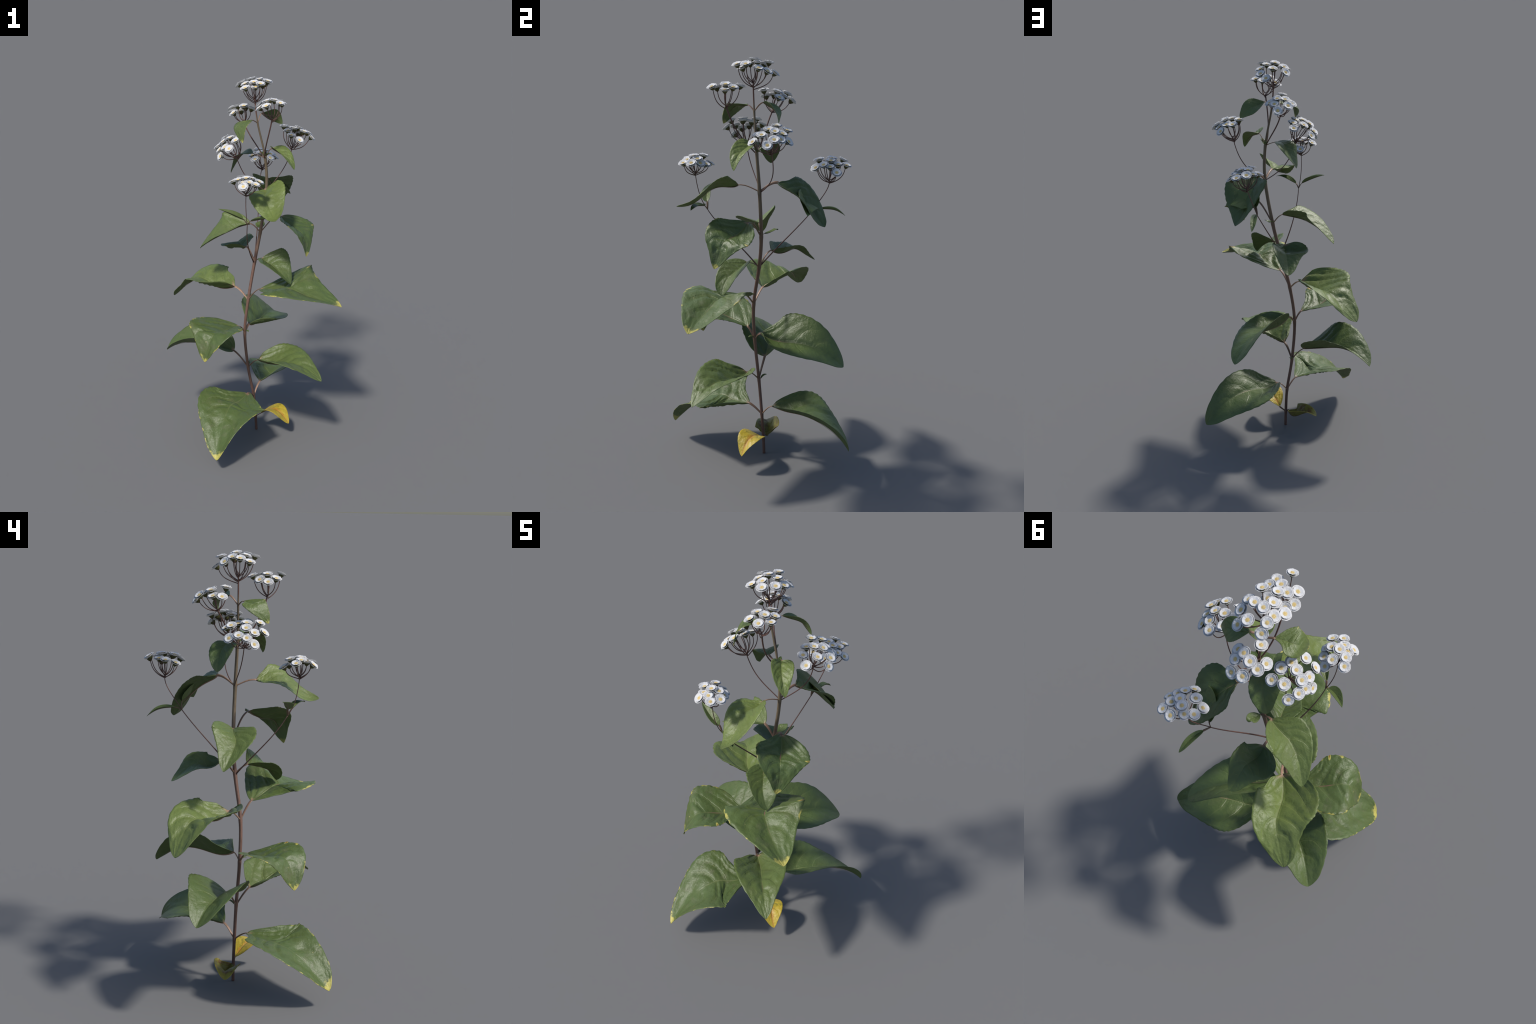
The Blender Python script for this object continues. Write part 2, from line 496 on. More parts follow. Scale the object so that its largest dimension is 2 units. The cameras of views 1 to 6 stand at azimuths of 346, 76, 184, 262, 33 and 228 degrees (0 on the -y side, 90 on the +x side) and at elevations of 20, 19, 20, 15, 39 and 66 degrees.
def flower_meshes(seed):
    """The shared pieces of one flower head, axis +z, origin at the yellow disc."""
    r = np.random.default_rng(seed)
    outer = dish(0.0247, -0.0070, 0.0008, 0.007, 10, seed)
    inner = dish(0.0194, -0.0006, 0.0046, 0.0035, 9, seed + 50, bow=1.25)
    # disc: a low dome set with rows of tiny florets
    dv, df = [], []
    n = 30
    for i in range(n):
        a, rad = i * 2.39996, 0.0092 * math.sqrt((i + 0.3) / n)
        c = np.array([rad * math.cos(a), rad * math.sin(a), 0.0020 - 0.0019 * (rad / 0.0092) ** 2])
        o = len(dv)
        for ring, (q, h) in enumerate(((1.0, -0.002), (0.95, 0.0002), (0.5, 0.0006))):
            for j in range(6):
                b = j * math.pi / 3 + a
                dv.append(c + np.array([0.00125 * q * math.cos(b), 0.00125 * q * math.sin(b), h]))
        dv.append(c + np.array([0, 0, 0.0007]))
        for ring in range(2):
            for j in range(6):
                k = (j + 1) % 6
                df.append((o + ring * 6 + j, o + ring * 6 + k, o + ring * 6 + 6 + k, o + ring * 6 + 6 + j))
        df += [(o + 12 + j, o + 12 + (j + 1) % 6, o + 18) for j in range(6)]
    base = len(dv)
    dv += [np.array([0.0095 * math.cos(j * math.pi / 10), 0.0095 * math.sin(j * math.pi / 10), -0.0006]) for j in range(20)] + [np.array([0, 0, 0.0014])]
    df += [(base + j, base + (j + 1) % 20, base + 20) for j in range(20)]
    # cup of overlapping bracts under the petals
    cup_v, cup_f = [], []
    prof = [(0.0016, -0.0215), (0.0030, -0.0200), (0.0062, -0.0168), (0.0090, -0.0125), (0.0108, -0.0080), (0.0104, -0.0050)]
    for q, h in prof:
        for j in range(24):
            a = 2 * math.pi * j / 24
            k = 1 + 0.06 * math.cos(12 * a)
            cup_v.append((q * k * math.cos(a), q * k * math.sin(a), h))
    for i in range(len(prof) - 1):
        for j in range(24):
            k = (j + 1) % 24
            cup_f.append((i * 24 + j, i * 24 + k, i * 24 + 24 + k, i * 24 + 24 + j))
    cup_f += [tuple(range(24))[::-1], tuple(range(24 * (len(prof) - 1), 24 * len(prof)))]
    bracts = []
    for j in range(12):
        a = 2 * math.pi * (j + 0.3 * r.uniform(-1, 1)) / 12
        e, t = np.array([math.cos(a), math.sin(a), 0]), np.array([-math.sin(a), math.cos(a), 0])
        long = r.uniform(0.85, 1.15)
        path = [e * 0.0055 + UP * -0.0180, e * 0.0100 + UP * -0.0125, e * 0.0122 + UP * -0.0070, e * (0.0122 + 0.003 * long) + UP * (-0.0070 + 0.004 * long)]
        bracts.append(tube(bezier(path, 7), np.array([0.0014, 0.0022, 0.0026, 0.0026, 0.0022, 0.0013, 0.0003]), 0.0004, 6, normal=e))
    cup = join([(cup_v, cup_f)] + bracts)
    return outer, inner, (dv, df), cup


def plain_mesh(name, data, mat):
    me = bpy.data.meshes.new(name)
    me.from_pydata([tuple(v) for v in data[0]], [], data[1])
    me.materials.append(mat)
    me.polygons.foreach_set("use_smooth", [True] * len(me.polygons))
    return me


def flower_cluster(meshes, hub, axis, heads, reach, lift):
    """Flat-topped cluster: curved rays leave the last stretch of the stalk and end in flower heads."""
    hub, axis = np.asarray(hub, float), unit(axis)
    rays = []
    for i, off in enumerate(heads):
        c = hub + np.asarray(off, float)
        out = np.asarray(off, float) - axis * (axis @ np.asarray(off, float))
        polar = math.atan2(np.linalg.norm(out), np.asarray(off, float) @ axis)
        tilt = 0.6 * polar + rng.normal(0, 0.10)      # heads lean outward, more so at the rim
        n = unit(axis * math.cos(tilt) + unit(out) * math.sin(tilt) + rng.normal(0, 0.05, 3))
        foot = c - n * 0.0208
        rel = foot - hub
        lateral = rel - axis * (rel @ axis)
        k = min(1.0, np.linalg.norm(lateral) / 0.085)
        start = hub + axis * (lift - reach * k**1.5)
        d = unit(lateral)
        span = np.linalg.norm(foot - start)
        path = bezier([start, start + unit(d * (0.35 + 1.0 * k) + axis * 0.42) * span * 0.46, foot - unit(n * 0.5 + axis * 0.6) * span * 0.36, foot + n * 0.001], 12)
        rays.append(tube(path, np.linspace(0.0023, 0.0017, 12), sides=7))
        q = Vector(n).to_track_quat("Z", "Y")
        turn = Matrix.Rotation(rng.uniform(0, 6.28), 4, "Z")
        size = rng.uniform(0.95, 1.05)
        pieces = meshes[int(rng.integers(len(meshes)))]
        cup = bpy.data.objects.new("flower_head", pieces["cup"])
        cup.matrix_world = Matrix.Translation(Vector(c)) @ q.to_matrix().to_4x4() @ turn @ Matrix.Scale(size, 4)
        COL.objects.link(cup)
        cup.parent = PLANT
        for name, key in (("petal_ring", "outer"), ("petal_ring", "inner"), ("flower_disc", "disc")):
            o = bpy.data.objects.new(name, pieces[key])
            COL.objects.link(o)
            o.parent = cup
            if key == "inner":
                o.rotation_euler[2] = 0.35
    v, f = join(rays)
    ob = make_object("flower_stalk", v, f, [MATS["twig"]], PLANT)
    ob["kind"] = "stuff"
    return ob


# ------------------------------------------------------------------ the plant
PLANT = bpy.data.objects.new("flowering_plant", None)
PLANT.location = (0.026, 0.008, 0.0)
COL.objects.link(PLANT)
PLANT["label"] = "tall leafy herb with clusters of small white flowers"
PLANT["category"] = "flowering plant"
bpy.context.view_layer.update()
ROOT = PLANT
HERE = bpy.data.objects.new("unused", None)
MATS.update(leaf=leaf_material(), petiole=petiole_material(), stem=stem_material(), petal=petal_material(), disc=disc_material(), cup=cup_material(),
            twig=bark_material("twig_bark", (0.085, 0.042, 0.034), (0.115, 0.058, 0.046), (0.045, 0.024, 0.020)))
FLOWERS = []
for seed in range(4):
    outer, inner, disc, cup = flower_meshes(seed)
    FLOWERS.append(dict(outer=plain_mesh("petal_ring", outer, MATS["petal"]), inner=plain_mesh("petal_ring", inner, MATS["petal"]),
                        disc=plain_mesh("flower_disc", disc, MATS["disc"]), cup=plain_mesh("flower_head", cup, MATS["cup"])))

# stem: nodes from the ground to the hub of the top cluster
KNOT = dict(foot=(0.0257, 0.0072, -0.001), n1=(0.0237, 0.0069, 0.081), n2=(0.0169, 0.004, 0.2166), n3=(-0.0094, 0.0007, 0.3985), n4=(-0.0225, -0.0111, 0.6146),
            n5=(0.0029, -0.0156, 0.8071), n6=(0.052, 0.0061, 1.0136), n7=(0.0895, 0.0115, 1.1718), n8=(0.1275, 0.001, 1.4001), n9=(0.1254, -0.0057, 1.5758),
            n10=(0.0924, -0.0039, 1.7622), top=(0.0805, -0.002, 1.9021))
THICK = dict(foot=0.0070, n1=0.0072, n2=0.0072, n3=0.0074, n4=0.0076, n5=0.0080, n6=0.0084, n7=0.0084, n8=0.0080, n9=0.0068, n10=0.0044, top=0.0030)


def build_stem():
    per = 12
    path = spline(list(KNOT.values()), per)
    r = np.array(list(THICK.values()))
    rad = np.concatenate([np.linspace(r[i], r[i + 1], per, endpoint=False) for i in range(len(r) - 1)] + [[r[-1]]])
    for i in range(len(r)):                       # swollen knots; the stem narrows just above the upper ones
        d = np.arange(len(rad)) - i * per
        rad = rad * (1 + 0.16 * np.exp(-(d / 0.9) ** 2) * (0 < i < len(r) - 1))
    for i in (9, 10):
        k = i * per + 1
        rad[k:k + per] *= np.linspace(0.72, 1.0, per) if i == 9 else np.linspace(0.82, 1.0, per)
    v, f = tube(path, rad, sides=16, ribs=0.05)
    return make_object("stem", v, f, [MATS["stem"]], PLANT)


def branch(points, r0, r1):
    n = 30
    t = np.linspace(0, 1, n)
    path = bezier(points, n)
    v, f = tube(path, r0 + (r1 - r0) * t ** 0.8, sides=9)
    return make_object("branch", v, f, [MATS["twig"]], PLANT)


build_stem()

# ------------------------------------------------------------------ leaves, from the ground up

leaf(KNOT['n2'],
     spine=[(-0.0280, -0.0505, 0.2655), (-0.1818, -0.1995, 0.2379), (-0.1157, -0.0974, 0.3018), (-0.2134, -0.2379, 0.2906), (-0.2898, -0.3951, 0.0896)],
     width=(0.426, 0.361), outline=(0.634, 0.811), roll=(0.286, -0.251, -0.414),
     fold_left=(0.091, -0.377, 0.335), fold_right=(0.190, -0.187, 0.224), cup_left=(1.243, 0.166), cup_right=(0.125, 0.646), lobe=-0.153, yellow_edge=1.0, lightness=0.35, wear=0.8, tan=0.3)

leaf(KNOT['n2'],
     spine=[(0.0668, 0.0486, 0.2792), (0.1786, 0.1603, 0.2511), (0.1710, 0.0948, 0.3166), (0.3315, 0.2685, 0.3137), (0.4177, 0.3303, 0.1718)],
     width=(0.366, 0.265), outline=(0.502, 0.808), roll=(0.031, 0.370, 0.292),
     fold_left=(0.484, -0.164, 0.387), fold_right=(0.677, -0.236, 0.518), cup_left=(0.313, -0.085), cup_right=(-0.085, 0.041), lobe=-0.093, lightness=0.35, tan=0.9, quilt=0.6)

leaf(KNOT['n3'],
     spine=[(-0.0744, 0.0491, 0.4874), (-0.2564, 0.1455, 0.5476), (-0.2123, 0.0777, 0.5081), (-0.3131, 0.1522, 0.5795), (-0.4209, 0.2158, 0.4749)],
     width=(0.394, 0.386), outline=(0.511, 0.749), roll=(0.165, -0.129, 0.109),
     fold_left=(0.422, 0.361, 0.438), fold_right=(0.481, -0.026, 0.388), cup_left=(-0.059, -0.064), cup_right=(0.092, 0.118), lobe=0.065, lightness=0.35, tan=0.3, quilt=0.6)

leaf(KNOT['n3'],
     spine=[(0.0357, -0.0663, 0.4673), (0.1400, -0.1676, 0.4311), (0.1483, -0.2232, 0.5409), (0.2136, -0.2891, 0.5270), (0.2914, -0.3891, 0.4519)],
     width=(0.324, 0.344), outline=(0.360, 0.922), roll=(0.001, 0.020, -0.099),
     fold_left=(0.595, -0.129, 0.124), fold_right=(0.584, 0.049, 0.129), cup_left=(0.483, 0.077), cup_right=(0.098, 0.005), lobe=-0.130, lightness=0.55, tan=0.2)

leaf(KNOT['n4'],
     spine=[(-0.0575, -0.0357, 0.6687), (-0.2021, -0.0958, 0.6700), (-0.1958, -0.1780, 0.7206), (-0.2463, -0.2012, 0.7572), (-0.2932, -0.2217, 0.5756)],
     width=(0.356, 0.432), outline=(0.609, 0.839), roll=(-0.001, -0.114, -0.132),
     fold_left=(0.417, -0.196, 0.280), fold_right=(0.446, -0.176, 0.241), cup_left=(0.140, 0.079), cup_right=(0.153, 0.110), lobe=-0.160, yellow_edge=1.0, lightness=0.35, wear=0.8, tan=0.4)

leaf(KNOT['n4'],
     spine=[(0.0087, 0.0141, 0.6529), (0.0746, 0.0884, 0.5862), (0.1190, 0.1520, 0.6588), (0.2016, 0.2347, 0.6573), (0.2615, 0.3566, 0.5370)],
     width=(0.327, 0.304), outline=(0.535, 0.736), roll=(-0.173, -0.199, 0.144),
     fold_left=(0.513, 0.238, 0.261), fold_right=(0.530, -0.313, 0.190), cup_left=(0.190, -0.347), cup_right=(0.891, 0.006), lobe=-0.014, lightness=0.35, tan=0.8, quilt=0.5)

leaf(KNOT['n5'],
     spine=[(-0.0559, 0.0463, 0.8697), (-0.2069, 0.1403, 0.7970), (-0.1428, 0.2295, 0.9523), (-0.2475, 0.2439, 0.8679), (-0.3480, 0.3010, 0.7630)],
     width=(0.409, 0.300), outline=(0.237, 0.715), roll=(0.005, -0.026, -0.183),
     fold_left=(0.553, -0.108, 0.134), fold_right=(0.528, 0.116, 0.116), cup_left=(0.307, 0.013), cup_right=(0.303, -0.030), lobe=-0.194, lightness=0.8, tan=0.9)

leaf(KNOT['n5'],
     spine=[(0.0536, -0.0707, 0.8842), (0.2779, -0.2766, 0.9113), (0.0787, -0.1407, 0.9636), (0.2250, -0.2765, 0.8995), (0.3995, -0.4035, 0.8661)],
     width=(0.398, 0.370), outline=(0.691, 0.853), roll=(0.003, 0.101, 0.217),
     fold_left=(0.339, 0.055, 0.305), fold_right=(0.298, -0.117, 0.345), cup_left=(-0.005, 0.078), cup_right=(-0.156, -0.072), lobe=0.026, yellow_edge=0.9, lightness=0.4, wear=0.6, tan=0.4)

leaf(KNOT['n6'],
     spine=[(0.0237, 0.0743, 1.0804), (-0.0028, 0.1488, 1.0086), (0.0268, 0.2031, 1.1249), (0.0056, 0.1846, 1.0708), (-0.0050, 0.2967, 0.9998)],
     width=(0.432, 0.332), outline=(0.257, 0.660), roll=(0.034, 0.050, -0.109),
     fold_left=(0.494, -0.220, 0.174), fold_right=(0.480, 0.022, 0.189), cup_left=(0.213, 0.017), cup_right=(0.211, 0.015), lobe=-0.034, lightness=0.3, tan=0.7, quilt=0.6)

leaf(KNOT['n6'],
     spine=[(0.0752, -0.0538, 1.0495), (0.1128, -0.1346, 1.0281), (0.1033, -0.0604, 1.0282), (0.1175, -0.1809, 1.0377), (0.1894, -0.2056, 0.9422)],
     width=(0.506, 0.382), outline=(0.467, 0.670), roll=(-0.048, 0.078, 0.172),
     fold_left=(0.502, 0.093, 0.323), fold_right=(0.464, -0.054, 0.347), cup_left=(0.132, 0.107), cup_right=(0.113, 0.157), lobe=0.003, lightness=0.4, tan=0.3, quilt=0.7)

leaf(KNOT['n7'],
     spine=[(0.0387, 0.0180, 1.2246), (-0.0820, 0.0375, 1.2060), (-0.0228, -0.0040, 1.2037), (-0.1348, 0.0173, 1.1959), (-0.2255, 0.0883, 1.0961)],
     width=(0.309, 0.403), outline=(0.527, 0.821), roll=(0.111, -0.091, -0.111),
     fold_left=(0.502, 0.005, 0.299), fold_right=(0.550, 0.035, 0.268), cup_left=(-0.000, 0.082), cup_right=(0.129, 0.075), lobe=-0.038, lightness=0.6, tan=0.5, quilt=0.6)

leaf(KNOT['n7'],
     spine=[(0.1807, -0.0697, 1.2753), (0.2375, -0.1519, 1.1949), (0.2344, -0.2019, 1.2525), (0.2761, -0.2013, 1.2282), (0.2643, -0.2513, 1.1017)],
     width=(0.445, 0.425), outline=(0.479, 0.938), roll=(0.162, 0.057, 0.033),
     fold_left=(0.417, -0.160, 0.231), fold_right=(0.432, -0.121, 0.248), cup_left=(0.070, 0.078), cup_right=(0.212, 0.045), lobe=-0.101, yellow_edge=0.8, lightness=0.3, wear=0.5, tan=0.3)

leaf(KNOT['n8'],
     spine=[(0.0989, -0.0903, 1.4337), (0.0978, -0.1461, 1.3969), (0.0252, -0.2118, 1.5003), (0.0967, -0.2453, 1.3223), (0.0720, -0.3739, 1.3526)],
     width=(0.368, 0.270), outline=(0.385, 0.710), roll=(-0.341, 0.097, -0.153),
     fold_left=(0.708, -0.352, 0.248), fold_right=(0.594, 0.022, 0.274), cup_left=(0.155, 0.068), cup_right=(-0.387, -0.100), lobe=-0.141, lightness=0.85, tan=0.7, quilt=0.8)

leaf(KNOT['n8'],
     spine=[(0.1599, 0.0803, 1.4445), (0.1845, 0.1058, 1.4005), (0.2117, 0.1817, 1.4189), (0.2045, 0.2287, 1.2886), (0.2558, 0.2717, 1.2442)],
     width=(0.379, 0.408), outline=(0.462, 0.835), roll=(-0.001, -0.052, -0.223),
     fold_left=(0.369, -0.077, 0.216), fold_right=(0.360, 0.161, 0.192), cup_left=(-0.207, 0.042), cup_right=(0.323, 0.106), lobe=-0.175, lightness=0.25, tan=0.6, quilt=0.7)

leaf(KNOT['n9'],
     spine=[(0.0651, 0.0164, 1.6027), (0.0165, 0.0505, 1.6101), (0.0301, 0.0802, 1.5927), (-0.0077, 0.0927, 1.5551), (-0.0360, 0.0985, 1.4900)],
     width=(0.330, 0.293), outline=(0.550, 0.703), roll=(0.017, 0.228, 0.232),
     fold_left=(0.222, 0.011, 0.223), fold_right=(0.150, 0.004, 0.297), cup_left=(-0.232, -0.048), cup_right=(-0.146, 0.082), lobe=0.012, lightness=0.3, tan=0.3, quilt=0.5)

leaf(KNOT['n9'],
     spine=[(0.1582, -0.0328, 1.6326), (0.1743, -0.0611, 1.6166), (0.1989, -0.1012, 1.6130), (0.2261, -0.1293, 1.5875), (0.2424, -0.1390, 1.5361)],
     width=(0.325, 0.307), outline=(0.404, 0.944), roll=(0.138, -0.060, -0.112),
     fold_left=(0.433, 0.054, 0.199), fold_right=(0.481, 0.133, 0.179), cup_left=(0.087, 0.038), cup_right=(0.148, 0.017), lobe=0.040, lightness=0.8, tan=0.3, wear=0.6)

leaf(KNOT['n10'],
     spine=[(0.0541, -0.0220, 1.7857), (-0.0026, -0.0760, 1.7652), (0.0120, -0.0324, 1.7919), (-0.0410, -0.0766, 1.7864), (-0.0191, -0.1245, 1.6956)],
     width=(0.372, 0.287), outline=(0.732, 0.806), roll=(-0.184, -0.146, -0.277),
     fold_left=(0.433, -0.306, 0.046), fold_right=(0.441, -0.103, -0.002), cup_left=(0.102, -0.063), cup_right=(0.092, -0.118), lobe=-0.079, yellow_edge=0.9, lightness=0.55, tan=0.3)

leaf(KNOT['n10'],
     spine=[(0.1241, 0.0313, 1.8046), (0.1667, 0.0575, 1.7801), (0.1891, 0.0610, 1.7937), (0.2101, 0.0766, 1.7726), (0.2431, 0.0686, 1.7315)],
     width=(0.329, 0.310), outline=(0.624, 0.927), roll=(0.256, 0.341, 0.253),
     fold_left=(0.531, -0.159, 0.060), fold_right=(0.472, -0.024, 0.171), cup_left=(0.132, -0.071), cup_right=(0.109, 0.014), lobe=-0.070, lightness=0.4, tan=0.7, quilt=0.5)

leaf(KNOT['n1'],
     spine=[(0.0584, -0.0043, 0.1058), (0.0972, -0.0584, 0.1604), (0.1269, -0.0794, 0.1727), (0.1469, -0.1187, 0.1384), (0.1764, -0.1404, 0.0879)],
     width=(0.283, 0.297), outline=(0.679, 0.958), roll=(-0.054, -0.020, -0.204),
     fold_left=(0.236, -0.141, 0.224), fold_right=(0.231, 0.144, 0.217), cup_left=(-0.023, 0.049), cup_right=(-0.017, 0.048), lobe=-0.062, withered_yellow=1.0, lightness=0.6, quilt=0.6, tan=0.2)

leaf(KNOT['n1'],
     spine=[(0.0091, 0.0188, 0.0960), (-0.0186, 0.0513, 0.0428), (-0.0541, 0.0597, 0.0975), (-0.0996, 0.0522, 0.1324), (-0.1470, 0.0661, 0.0912)],
     width=(0.419, 0.416), outline=(0.543, 0.839), roll=(0.277, -0.153, -0.102),
     fold_left=(0.456, 0.291, 0.153), fold_right=(0.560, 0.211, 0.103), cup_left=(0.065, -0.009), cup_right=(0.425, 0.048), lobe=0.040, withered_brown=1.0, lightness=0.3, quilt=0.6, tan=0.1)

leaf((-0.033, -0.214, 1.295),
     spine=[(-0.0513, -0.2102, 1.3260), (-0.0821, -0.2125, 1.3394), (-0.1090, -0.1996, 1.3560), (-0.1382, -0.1886, 1.3711), (-0.1688, -0.1684, 1.3817)],
     width=(0.193, 0.190), outline=(0.529, 1.018), roll=(0.235, 0.006, -0.007),
     fold_left=(0.400, 0.179, 0.313), fold_right=(0.446, 0.200, 0.315), cup_left=(0.074, 0.128), cup_right=(0.107, 0.117), lobe=0.044, lightness=0.5, tan=0.15, quilt=0.5, teeth=0.5, tip_round=0.4, petiole=[0.0055, 0.0085])

leaf((-0.033, -0.214, 1.295),
     spine=[(-0.0191, -0.2308, 1.3187), (0.0181, -0.2542, 1.3290), (0.0442, -0.2744, 1.3403), (0.0669, -0.2953, 1.3455), (0.0906, -0.3131, 1.3318)],
     width=(0.164, 0.152), outline=(0.580, 0.955), roll=(0.124, -0.067, -0.038),
     fold_left=(0.601, 0.039, 0.139), fold_right=(0.648, -0.007, 0.117), cup_left=(0.216, -0.007), cup_right=(0.287, -0.014), lobe=0.024, lightness=0.5, tan=0.15, quilt=0.5, teeth=0.5, tip_round=0.4)

leaf((0.149, 0.240, 1.290),
     spine=[(0.1517, 0.2734, 1.3025), (0.1648, 0.3152, 1.2978), (0.1563, 0.3468, 1.2995), (0.1585, 0.3721, 1.2810), (0.1630, 0.3972, 1.2586)],
     width=(0.142, 0.131), outline=(0.597, 0.849), roll=(0.265, -0.175, -0.131),
     fold_left=(0.434, 0.223, 0.253), fold_right=(0.546, 0.153, 0.196), cup_left=(0.093, 0.074), cup_right=(0.179, 0.030), lobe=0.029, lightness=0.5, tan=0.15, quilt=0.5, teeth=0.5, tip_round=0.4)

leaf((0.149, 0.240, 1.290),
     spine=[(0.1554, 0.2381, 1.3277), (0.1723, 0.1955, 1.3586), (0.2241, 0.1864, 1.3664), (0.2755, 0.1844, 1.3538), (0.3088, 0.1757, 1.3178)],
     width=(0.342, 0.325), outline=(0.547, 0.966), roll=(0.485, -0.133, -0.076),
     fold_left=(0.359, 0.030, 0.138), fold_right=(0.504, -0.059, 0.094), cup_left=(-0.006, -0.056), cup_right=(0.140, -0.049), lobe=0.014, lightness=0.5, tan=0.15, quilt=0.5, teeth=0.5, tip_round=0.4, petiole=[0.0055, 0.0085])

leaf(KNOT['n7'],
     spine=[(0.0980, 0.0257, 1.1911), (0.1032, 0.0533, 1.1883), (0.1033, 0.0703, 1.2044), (0.1045, 0.0821, 1.2195), (0.0983, 0.0862, 1.2019)],
     width=(0.347, 0.358), outline=(0.613, 0.845), roll=(0.105, -0.037, -0.101),
     fold_left=(0.273, -0.088, 0.020), fold_right=(0.307, 0.013, 0.008), cup_left=(-0.017, -0.092), cup_right=(0.002, -0.089), lobe=0.006, lightness=0.4, quilt=0.4)


# ------------------------------------------------------------------ side branches

branch([(0.1220, -0.0060, 1.5750), (0.1053, -0.0700, 1.6434), (0.1190, -0.1156, 1.7125), (0.1330, -0.1400, 1.8080)], 0.0028, 0.0036)

branch([(0.1220, -0.0060, 1.5750), (0.1007, 0.0344, 1.6322), (0.0551, 0.0571, 1.6894), (0.0430, 0.0950, 1.7540)], 0.0028, 0.0034)

branch([(0.1300, 0.0040, 1.3970), (0.2104, 0.0504, 1.4589), (0.2575, 0.0427, 1.5079), (0.2830, 0.0230, 1.6200)], 0.0024, 0.0022)

branch([(0.1300, 0.0040, 1.3970), (0.0330, 0.0086, 1.4568), (0.0063, -0.0146, 1.4872), (-0.0330, -0.0180, 1.6080)], 0.0024, 0.0022)

branch([(0.0470, 0.0050, 1.0080), (0.0017, -0.0589, 1.1038), (-0.0295, -0.1575, 1.1927), (-0.0330, -0.2140, 1.2950)], 0.0036, 0.002)

branch([(-0.0330, -0.2140, 1.2950), (-0.0446, -0.2453, 1.3410), (-0.0493, -0.2565, 1.4057), (-0.0440, -0.2610, 1.4720)], 0.002, 0.0018)

branch([(0.0470, 0.0050, 1.0080), (0.0879, 0.0777, 1.1105), (0.1186, 0.1773, 1.2036), (0.1490, 0.2400, 1.2900)], 0.0036, 0.0022)

branch([(0.1490, 0.2400, 1.2900), (0.1634, 0.2727, 1.3454), (0.1747, 0.3265, 1.4006), (0.1920, 0.3120, 1.4460)], 0.002, 0.0021)


# ------------------------------------------------------------------ flower clusters (heads given as offsets from the hub)

flower_cluster(FLOWERS, (0.0820, -0.0030, 1.9020), (-0.0500, 0.0300, 1.0000), [
    (-0.0481, -0.0001, 0.0673),
    (-0.0086, 0.0111, 0.0894),
    (0.0589, -0.0434, 0.0796),
    (-0.0014, 0.0767, 0.0731),
    (0.0310, 0.0154, 0.0816),
    (0.0594, 0.0541, 0.0426),
    (-0.0045, -0.0457, 0.0560),
    (0.0129, -0.0735, 0.0745),
    (0.0300, 0.0961, 0.0284),
    (-0.0632, 0.0691, 0.0524),
    (0.0640, 0.0129, 0.0595),
    (-0.0590, -0.0408, 0.0536),
    (-0.0539, 0.0356, 0.0732),
    (-0.0110, -0.0321, 0.0781)], reach=0.045, lift=0.0)

flower_cluster(FLOWERS, (0.1330, -0.1400, 1.8080), (-0.0602, 0.0715, 0.9956), [
    (0.0267, -0.0641, 0.0884),
    (0.0084, 0.0695, 0.0820),
    (-0.0541, 0.0452, 0.0685),
    (0.0151, 0.0001, 0.0928),
    (-0.0377, -0.0309, 0.0738),
    (0.0501, -0.0109, 0.0749),
    (-0.0614, 0.0087, 0.0595),
    (-0.0242, 0.0077, 0.0909),
    (0.0470, 0.0280, 0.0830)], reach=0.035, lift=0.008)

flower_cluster(FLOWERS, (0.0430, 0.0950, 1.7540), (-0.1270, 0.3740, 0.9187), [
    (0.0073, 0.0892, 0.0394),
    (-0.0061, -0.0399, 0.0930),
    (-0.0239, 0.0280, 0.0823),
    (-0.0578, -0.0169, 0.0561),
    (-0.0412, 0.0791, 0.0618),
    (0.0260, 0.0529, 0.0636),
    (0.0504, 0.0186, 0.0629),
    (0.0142, 0.0222, 0.0845),
    (-0.0552, 0.0223, 0.0597)], reach=0.035, lift=0.008)

flower_cluster(FLOWERS, (0.2830, 0.0230, 1.6200), (0.3200, -0.0140, 0.9473), [
    (0.0044, -0.0084, 0.0978),
    (0.0474, -0.0531, 0.0849),
    (-0.0346, 0.0351, 0.1030),
    (0.0126, -0.0862, 0.0497),
    (0.0537, 0.0650, 0.0479),
    (-0.0066, 0.0754, 0.0857),
    (0.0388, 0.0077, 0.0943),
    (0.0922, -0.0397, 0.0471),
    (0.0275, 0.0454, 0.0790),
    (0.0824, -0.0070, 0.0671),
    (-0.0286, -0.0169, 0.0899),
    (-0.0209, -0.0544, 0.0722),
    (0.0650, 0.0260, 0.0614)], reach=0.035, lift=0.008)

flower_cluster(FLOWERS, (-0.0330, -0.0180, 1.6080), (-0.5325, 0.0431, 0.8453), [
    (-0.0846, 0.0360, 0.0505),
    (-0.0727, 0.0750, 0.0367),
    (-0.0634, 0.0015, 0.0796),
    (-0.0834, 0.0011, 0.0393),
    (-0.0126, -0.0647, 0.0954),
    (-0.0359, 0.0622, 0.0870),
    (-0.0508, -0.0789, 0.0586),
    (0.0196, 0.0262, 0.0896),
    (-0.0886, -0.0311, 0.0126),
    (-0.0271, -0.0050, 0.0978),
    (0.0132, 0.0785, 0.0734),
    (-0.0642, -0.0353, 0.0590),
    (0.0095, -0.0140, 0.0963)], reach=0.035, lift=0.008)

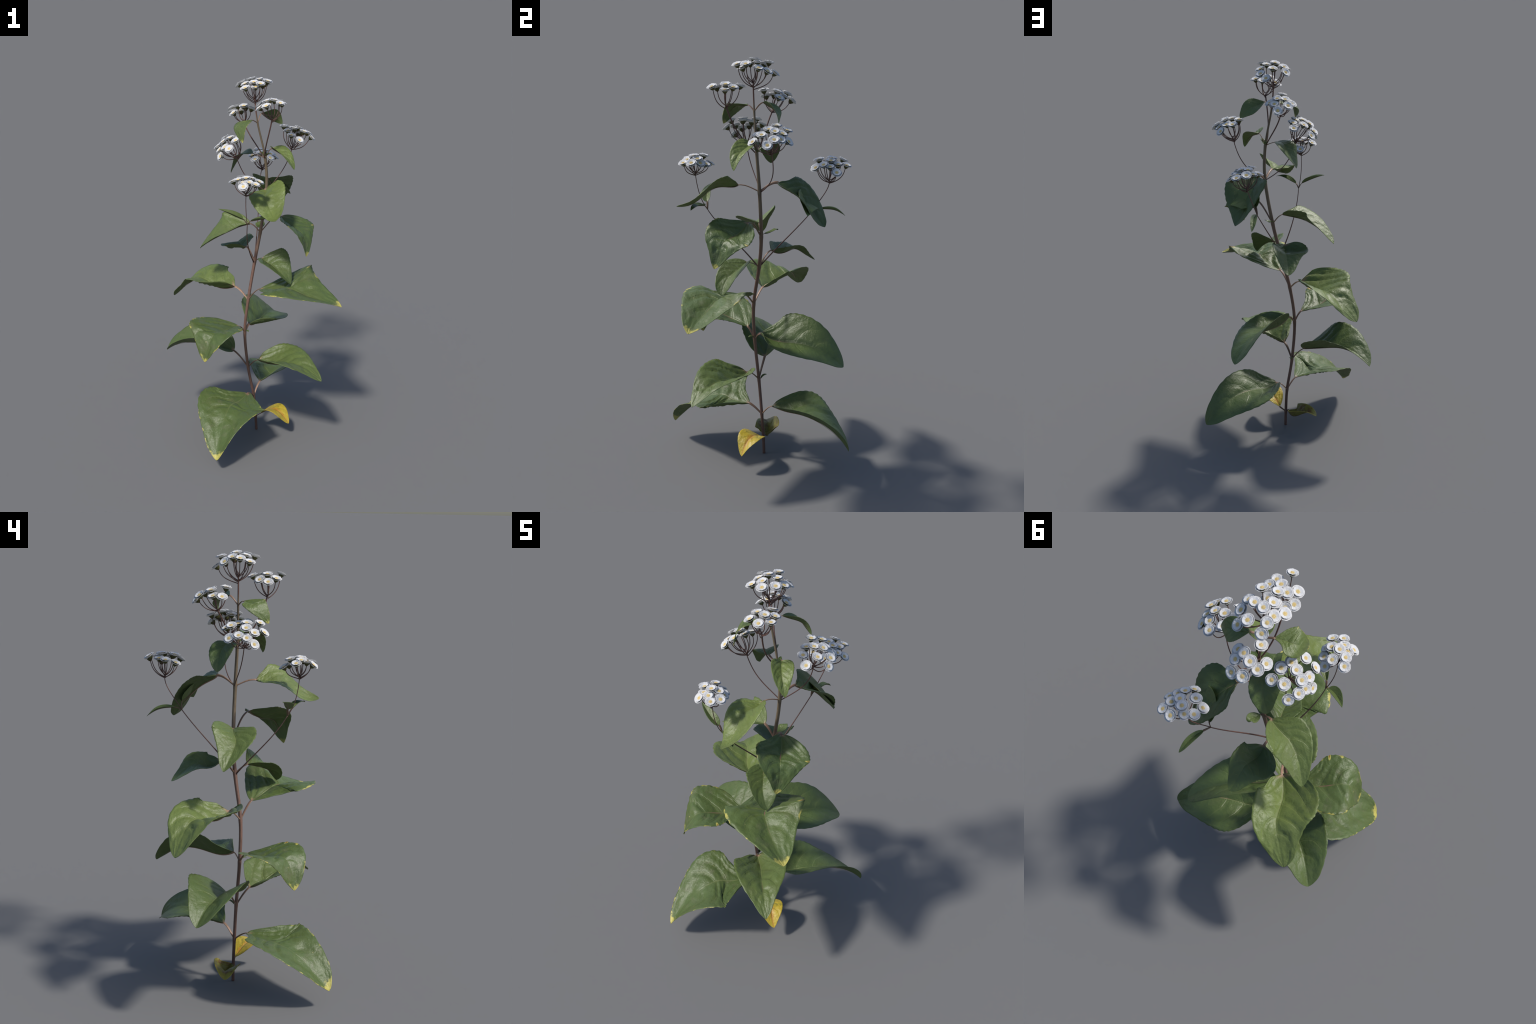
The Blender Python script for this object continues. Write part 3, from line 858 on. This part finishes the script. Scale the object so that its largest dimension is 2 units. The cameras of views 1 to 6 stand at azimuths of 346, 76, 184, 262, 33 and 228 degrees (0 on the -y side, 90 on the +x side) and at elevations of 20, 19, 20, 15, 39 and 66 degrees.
flower_cluster(FLOWERS, (-0.0440, -0.2610, 1.4720), (0.0981, 0.0169, 0.9950), [
    (-0.0102, 0.0470, 0.0778),
    (0.0334, 0.0072, 0.0740),
    (-0.0371, 0.0018, 0.0766),
    (0.0019, 0.0722, 0.0417),
    (-0.0211, -0.0260, 0.0675),
    (0.0353, -0.0593, 0.0598),
    (-0.0578, 0.0275, 0.0650),
    (-0.0258, -0.0552, 0.0541),
    (0.0337, 0.0462, 0.0460),
    (0.0634, -0.0268, 0.0629),
    (0.0020, -0.0040, 0.0819),
    (0.0508, 0.0173, 0.0550),
    (0.0090, -0.0362, 0.0677)], reach=0.035, lift=0.008)

flower_cluster(FLOWERS, (0.1920, 0.3120, 1.4460), (0.1103, 0.0162, 0.9938), [
    (-0.0535, -0.0447, 0.0610),
    (0.0258, -0.0716, 0.0673),
    (-0.0094, 0.0169, 0.0971),
    (0.0382, 0.0300, 0.0772),
    (-0.0066, 0.0718, 0.0852),
    (-0.0194, -0.0420, 0.0932),
    (0.0759, 0.0117, 0.0490),
    (-0.0576, 0.0010, 0.0740),
    (0.0403, 0.0711, 0.0710),
    (0.0513, -0.0116, 0.0727),
    (-0.0348, 0.0287, 0.0789),
    (0.0203, 0.0025, 0.0932),
    (0.0378, -0.0378, 0.0804)], reach=0.035, lift=0.008)


# tiny shoots in the leaf axils
def shoot(base, tip, lift):
    b, t = np.array(base), np.array(tip)
    d = t - b
    leaf(b, spine=[tuple(b + d * 0.12), tuple(b + d * 0.35 + UP * lift), tuple(b + d * 0.6 + UP * lift), tuple(b + d * 0.8 + UP * lift * 0.7), tuple(t)], width=(0.27, 0.27), outline=(0.6, 0.9),
         roll=(0, 0, 0), fold_left=(0.5, 0, 0.3), fold_right=(0.5, 0, 0.3), cup_left=(0, 0), cup_right=(0, 0), lightness=0.35, wear=0.0, quilt=0.6, teeth=0.0,
         petiole=(0.0022, 0.0022))


shoot((-0.006, 0.006, 0.400), (-0.004, 0.040, 0.422), 0.006)
shoot((-0.018, -0.014, 0.624), (-0.010, -0.045, 0.632), 0.006)
shoot((0.126, 0.0, 1.580), (0.150, -0.030, 1.606), 0.006)
shoot((0.124, 0.0, 1.580), (0.118, 0.030, 1.604), 0.006)
bpy.data.objects.remove(HERE)

# everything was laid out in world space: hang it on the plant's foot without moving it
offset = Matrix.Translation(Vector(PLANT.location)).inverted()
for o in PLANT.children:
    o.matrix_parent_inverse = offset
